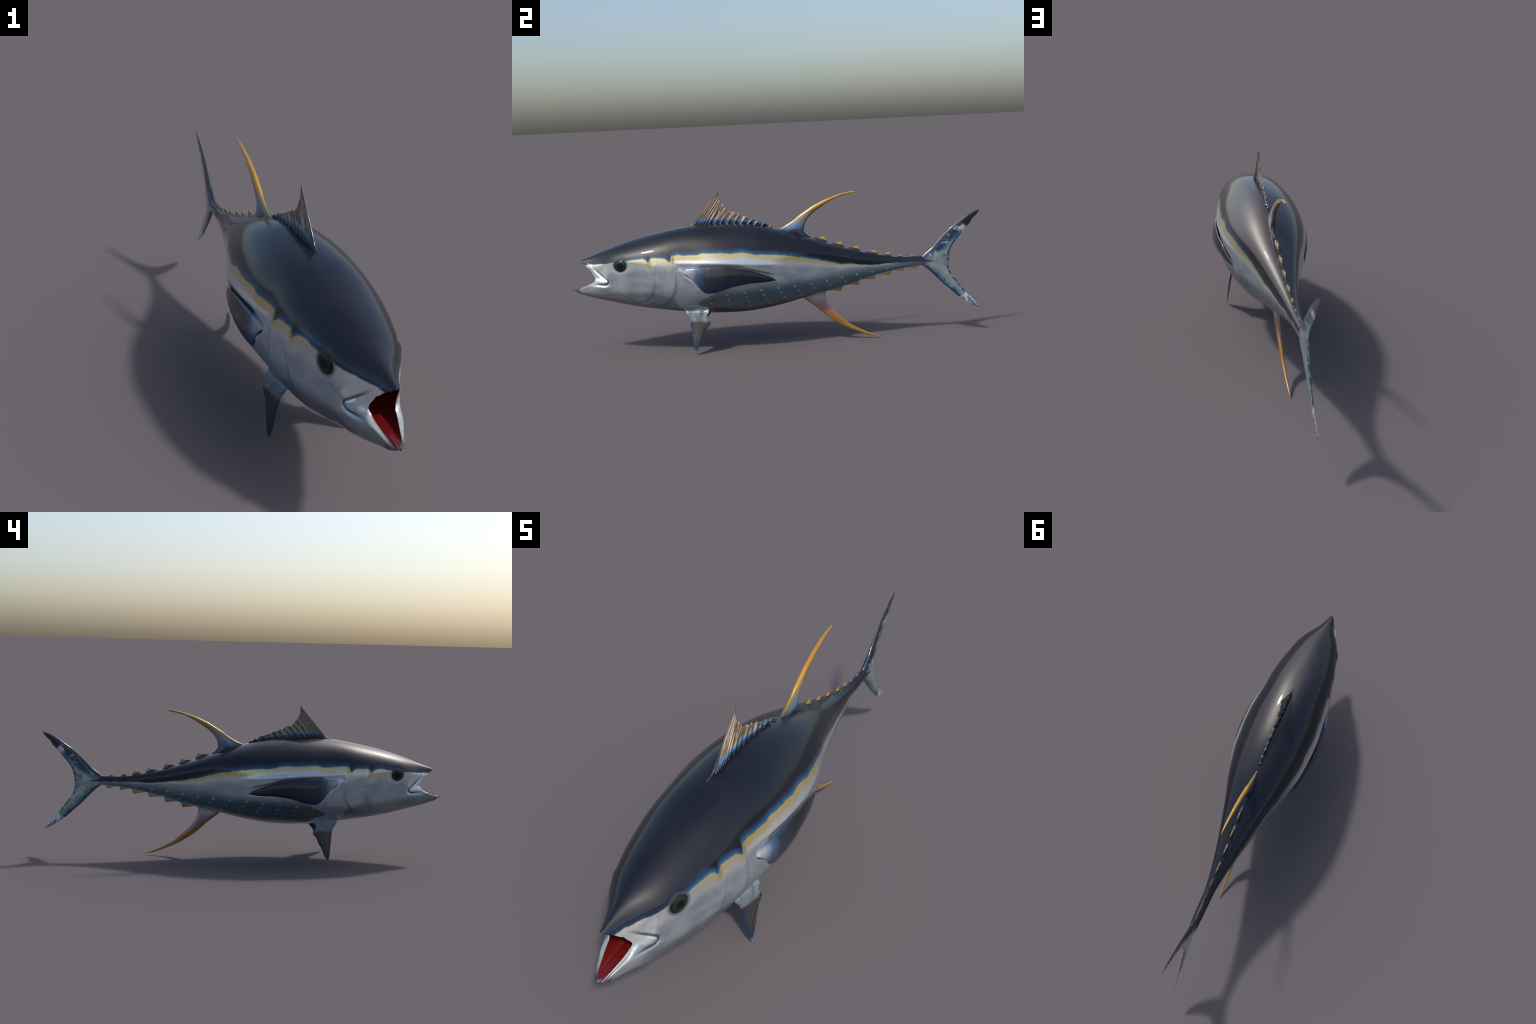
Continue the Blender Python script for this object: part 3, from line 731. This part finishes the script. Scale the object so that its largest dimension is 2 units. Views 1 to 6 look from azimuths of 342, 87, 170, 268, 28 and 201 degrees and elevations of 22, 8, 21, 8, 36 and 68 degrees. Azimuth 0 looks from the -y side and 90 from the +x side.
# pelvic fins: silvery fleshy roots, fan of rays, dark tip
def pelvic_material():
    k = NT('pelvic_fin')
    dz = k.m('SUBTRACT', .178, k.z)
    dy = k.m('SUBTRACT', k.y, -.405)
    ang = k.m('ARCTAN2', dy, k.m('MAXIMUM', dz, .004))
    rays = k.m('SINE', k.m('ADD', k.m('MULTIPLY', ang, 46), k.m('MULTIPLY', k.noise(25, 2), 4)))
    fan = k.mix(k.step(rays, -.4, .9), (.014, .015, .016), (.060, .054, .040))
    fl = k.fcurve(k.z, 0, .25, -.47, -.40, [(0, -.424), (.037, -.432), (.082, -.436), (.138, -.441), (.169, -.447), (.186, -.459), (.25, -.468)])
    fr = k.fcurve(k.z, 0, .25, -.45, -.33, [(0, -.424), (.025, -.414), (.053, -.399), (.088, -.387), (.122, -.368), (.147, -.347), (.162, -.353), (.25, -.35)])
    navy = k.m('MAXIMUM', k.step(k.m('SUBTRACT', k.y, fl), .020, .006), k.m('MULTIPLY', k.step(k.m('SUBTRACT', fr, k.y), .022, .004), .8))
    navy = k.m('MAXIMUM', navy, k.step(k.z, .092, .05))
    nc_ = k.mix(k.noise(30, 3), (.005, .012, .034), (.012, .032, .066))
    col = k.mix(navy, fan, nc_)
    col = k.mix(k.step(k.z, .030, .006), col, (.10, .20, .24))
    root = k.step(k.m('ADD', k.z, k.m('MULTIPLY', k.m('SUBTRACT', k.noise(30, 3), .5), .02)), .150, .166)
    col = k.mix(root, col, k.mix(k.noise(40, 3), (.085, .115, .14), (.16, .20, .235)))
    k.bump(rays, .25, .0015)
    return k.out(col, .42, .0, .35, .12)
PV_L = [(-.474, .226), (-.468, .205), (-.459, .186), (-.447, .169), (-.441, .138), (-.438, .11), (-.436, .082), (-.432, .037), (-.4245, .004)]
PV_R = [(-.348, .234), (-.351, .200), (-.360, .180), (-.354, .163), (-.3455, .149), (-.352, .138), (-.368, .121), (-.376, .104), (-.3865, .088), (-.390, .074), (-.399, .053), (-.404, .038), (-.414, .024), (-.4235, .004)]
pvm = pelvic_material()
Lp, Rp = curve(PV_L, 70), curve(PV_R, 70)
vq = (1 - np.cos(np.linspace(0, np.pi, 30))) / 2
yzq = Lp[:, None] + (Rp - Lp)[:, None] * vq[None, :, None]
qy, qz = yzq[..., 0], yzq[..., 1]
free = .106 + (qy + .445) * .20 + (.168 - qz) * .165
bodyw = half_width(qy, np.maximum(qz, ZB(qy) + .001)) + .001
blend = smoothstep(.198, .228, qz)
xq = free * (1 - blend) + (np.clip(bodyw, .06, .115) - .010 * smoothstep(.215, .226, qz)) * blend
# folds of the fleshy root
xq = xq + .004 * np.sin(vq * 14)[None] * smoothstep(.15, .19, qz) * smoothstep(.225, .2, qz)
uq = np.linspace(0, 1, 70)
Tq = np.interp(uq, [0, .2, .35, .7, 1], [.009, .0085, .0065, .0045, .001])[:, None] * ((4 * vq * (1 - vq)) ** .5)[None]
for sx in (1, -1):
    blade('pelvic_fin', np.stack([sx * xq, qy, qz], -1), Tq, XN, pvm)

# finlets: one shared mesh per row, set along the ridge and keel
def finlet_mesh(name, edge, mat):
    """Unit finlet: length 1 along y, height 1 along z, half thickness 1 along x."""
    n = 28; v = np.linspace(0, 1, n)
    topz = np.interp(v, [p[0] for p in edge], [p[1] for p in edge])
    h = np.linspace(-.25, 1, 14)
    Y = np.repeat(v[:, None], len(h), 1); Z = np.where(h[None] < 0, h[None], h[None] * topz[:, None])
    T = (np.clip(np.sin(np.pi * v ** .75), 0, 1) ** .6)[:, None] * np.clip(1 - .85 * np.clip(h, 0, 1) ** .7, .08, 1)[None]
    C = np.stack([np.zeros_like(Y), Y, Z], -1)
    ob = blade(name, C, T, XN, mat); me = ob.data
    bpy.data.objects.remove(ob); return me
def finlet_material(name, lo, hi, under, slope):
    k = NT(name)
    t = k.m('ADD', k.z, k.m('MULTIPLY', k.y, slope))
    t = k.m('ADD', t, k.m('MULTIPLY', k.m('SUBTRACT', k.noise(5, 2), .5), .12))
    gold = k.mix(k.step(k.noise(6, 3), .4, .65), (.40, .225, .008), (.32, .145, .006))
    return k.out(k.mix(k.step(t, lo, hi), under, gold), .38, 0, .8, .1)
fm_t = finlet_mesh('finlet', [(0, 0), (.12, .12), (.4, .52), (.68, 1.0), (.72, .92), (.86, .4), (1, 0)], finlet_material('dorsal_finlet', .44, .50, (.014, .015, .020), .12))
fm_b = finlet_mesh('finlet_low', [(0, 0), (.2, .22), (.5, .62), (.72, .98), (.745, 1.0), (.77, .62), (.83, .33), (.91, .10), (1, 0)], finlet_material('anal_finlet', .26, .34, (.34, .34, .32), .10))
TOPF = [((.167, .515), (.218, .5215), (.243, .485)), ((.252, .483), (.309, .4885), (.324, .459)), ((.338, .457), (.389, .4635), (.401, .436)), ((.422, .431), (.467, .441), (.489, .412)),
        ((.500, .411), (.537, .4265), (.554, .401)), ((.573, .398), (.600, .4105), (.607, .396)), ((.634, .394), (.660, .4025), (.668, .394))]
BOTF = [((.226, .250), (.296, .2415), (.321, .273)), ((.325, .272), (.372, .2625), (.401, .296)), ((.406, .295), (.445, .2855), (.482, .318)), ((.488, .315), (.531, .3025), (.561, .334)),
        ((.564, .333), (.594, .3195), (.622, .346)), ((.630, .343), (.663, .3295), (.688, .349))]
for rows_, me, sgn, thick in ((TOPF, fm_t, 1, .0088), (BOTF, fm_b, -1, .0066)):
    for a, b, c in rows_:
        a, b, c = np.array(a), np.array(b), np.array(c)
        d = c - a; L = np.hypot(*d); d = d / L; nrm = np.array([-d[1], d[0]]) * sgn
        h = (b - a) @ nrm
        M = Matrix(((sgn * 1.0, 0, 0), (0, d[0], nrm[0]), (0, d[1], nrm[1]))).to_4x4()
        ob = add_obj('finlet', me, root)
        w = thick * (L / .08)
        ob.matrix_local = Matrix.Translation((0, a[0], a[1])) @ M @ Matrix.Diagonal((w, L, h, 1))
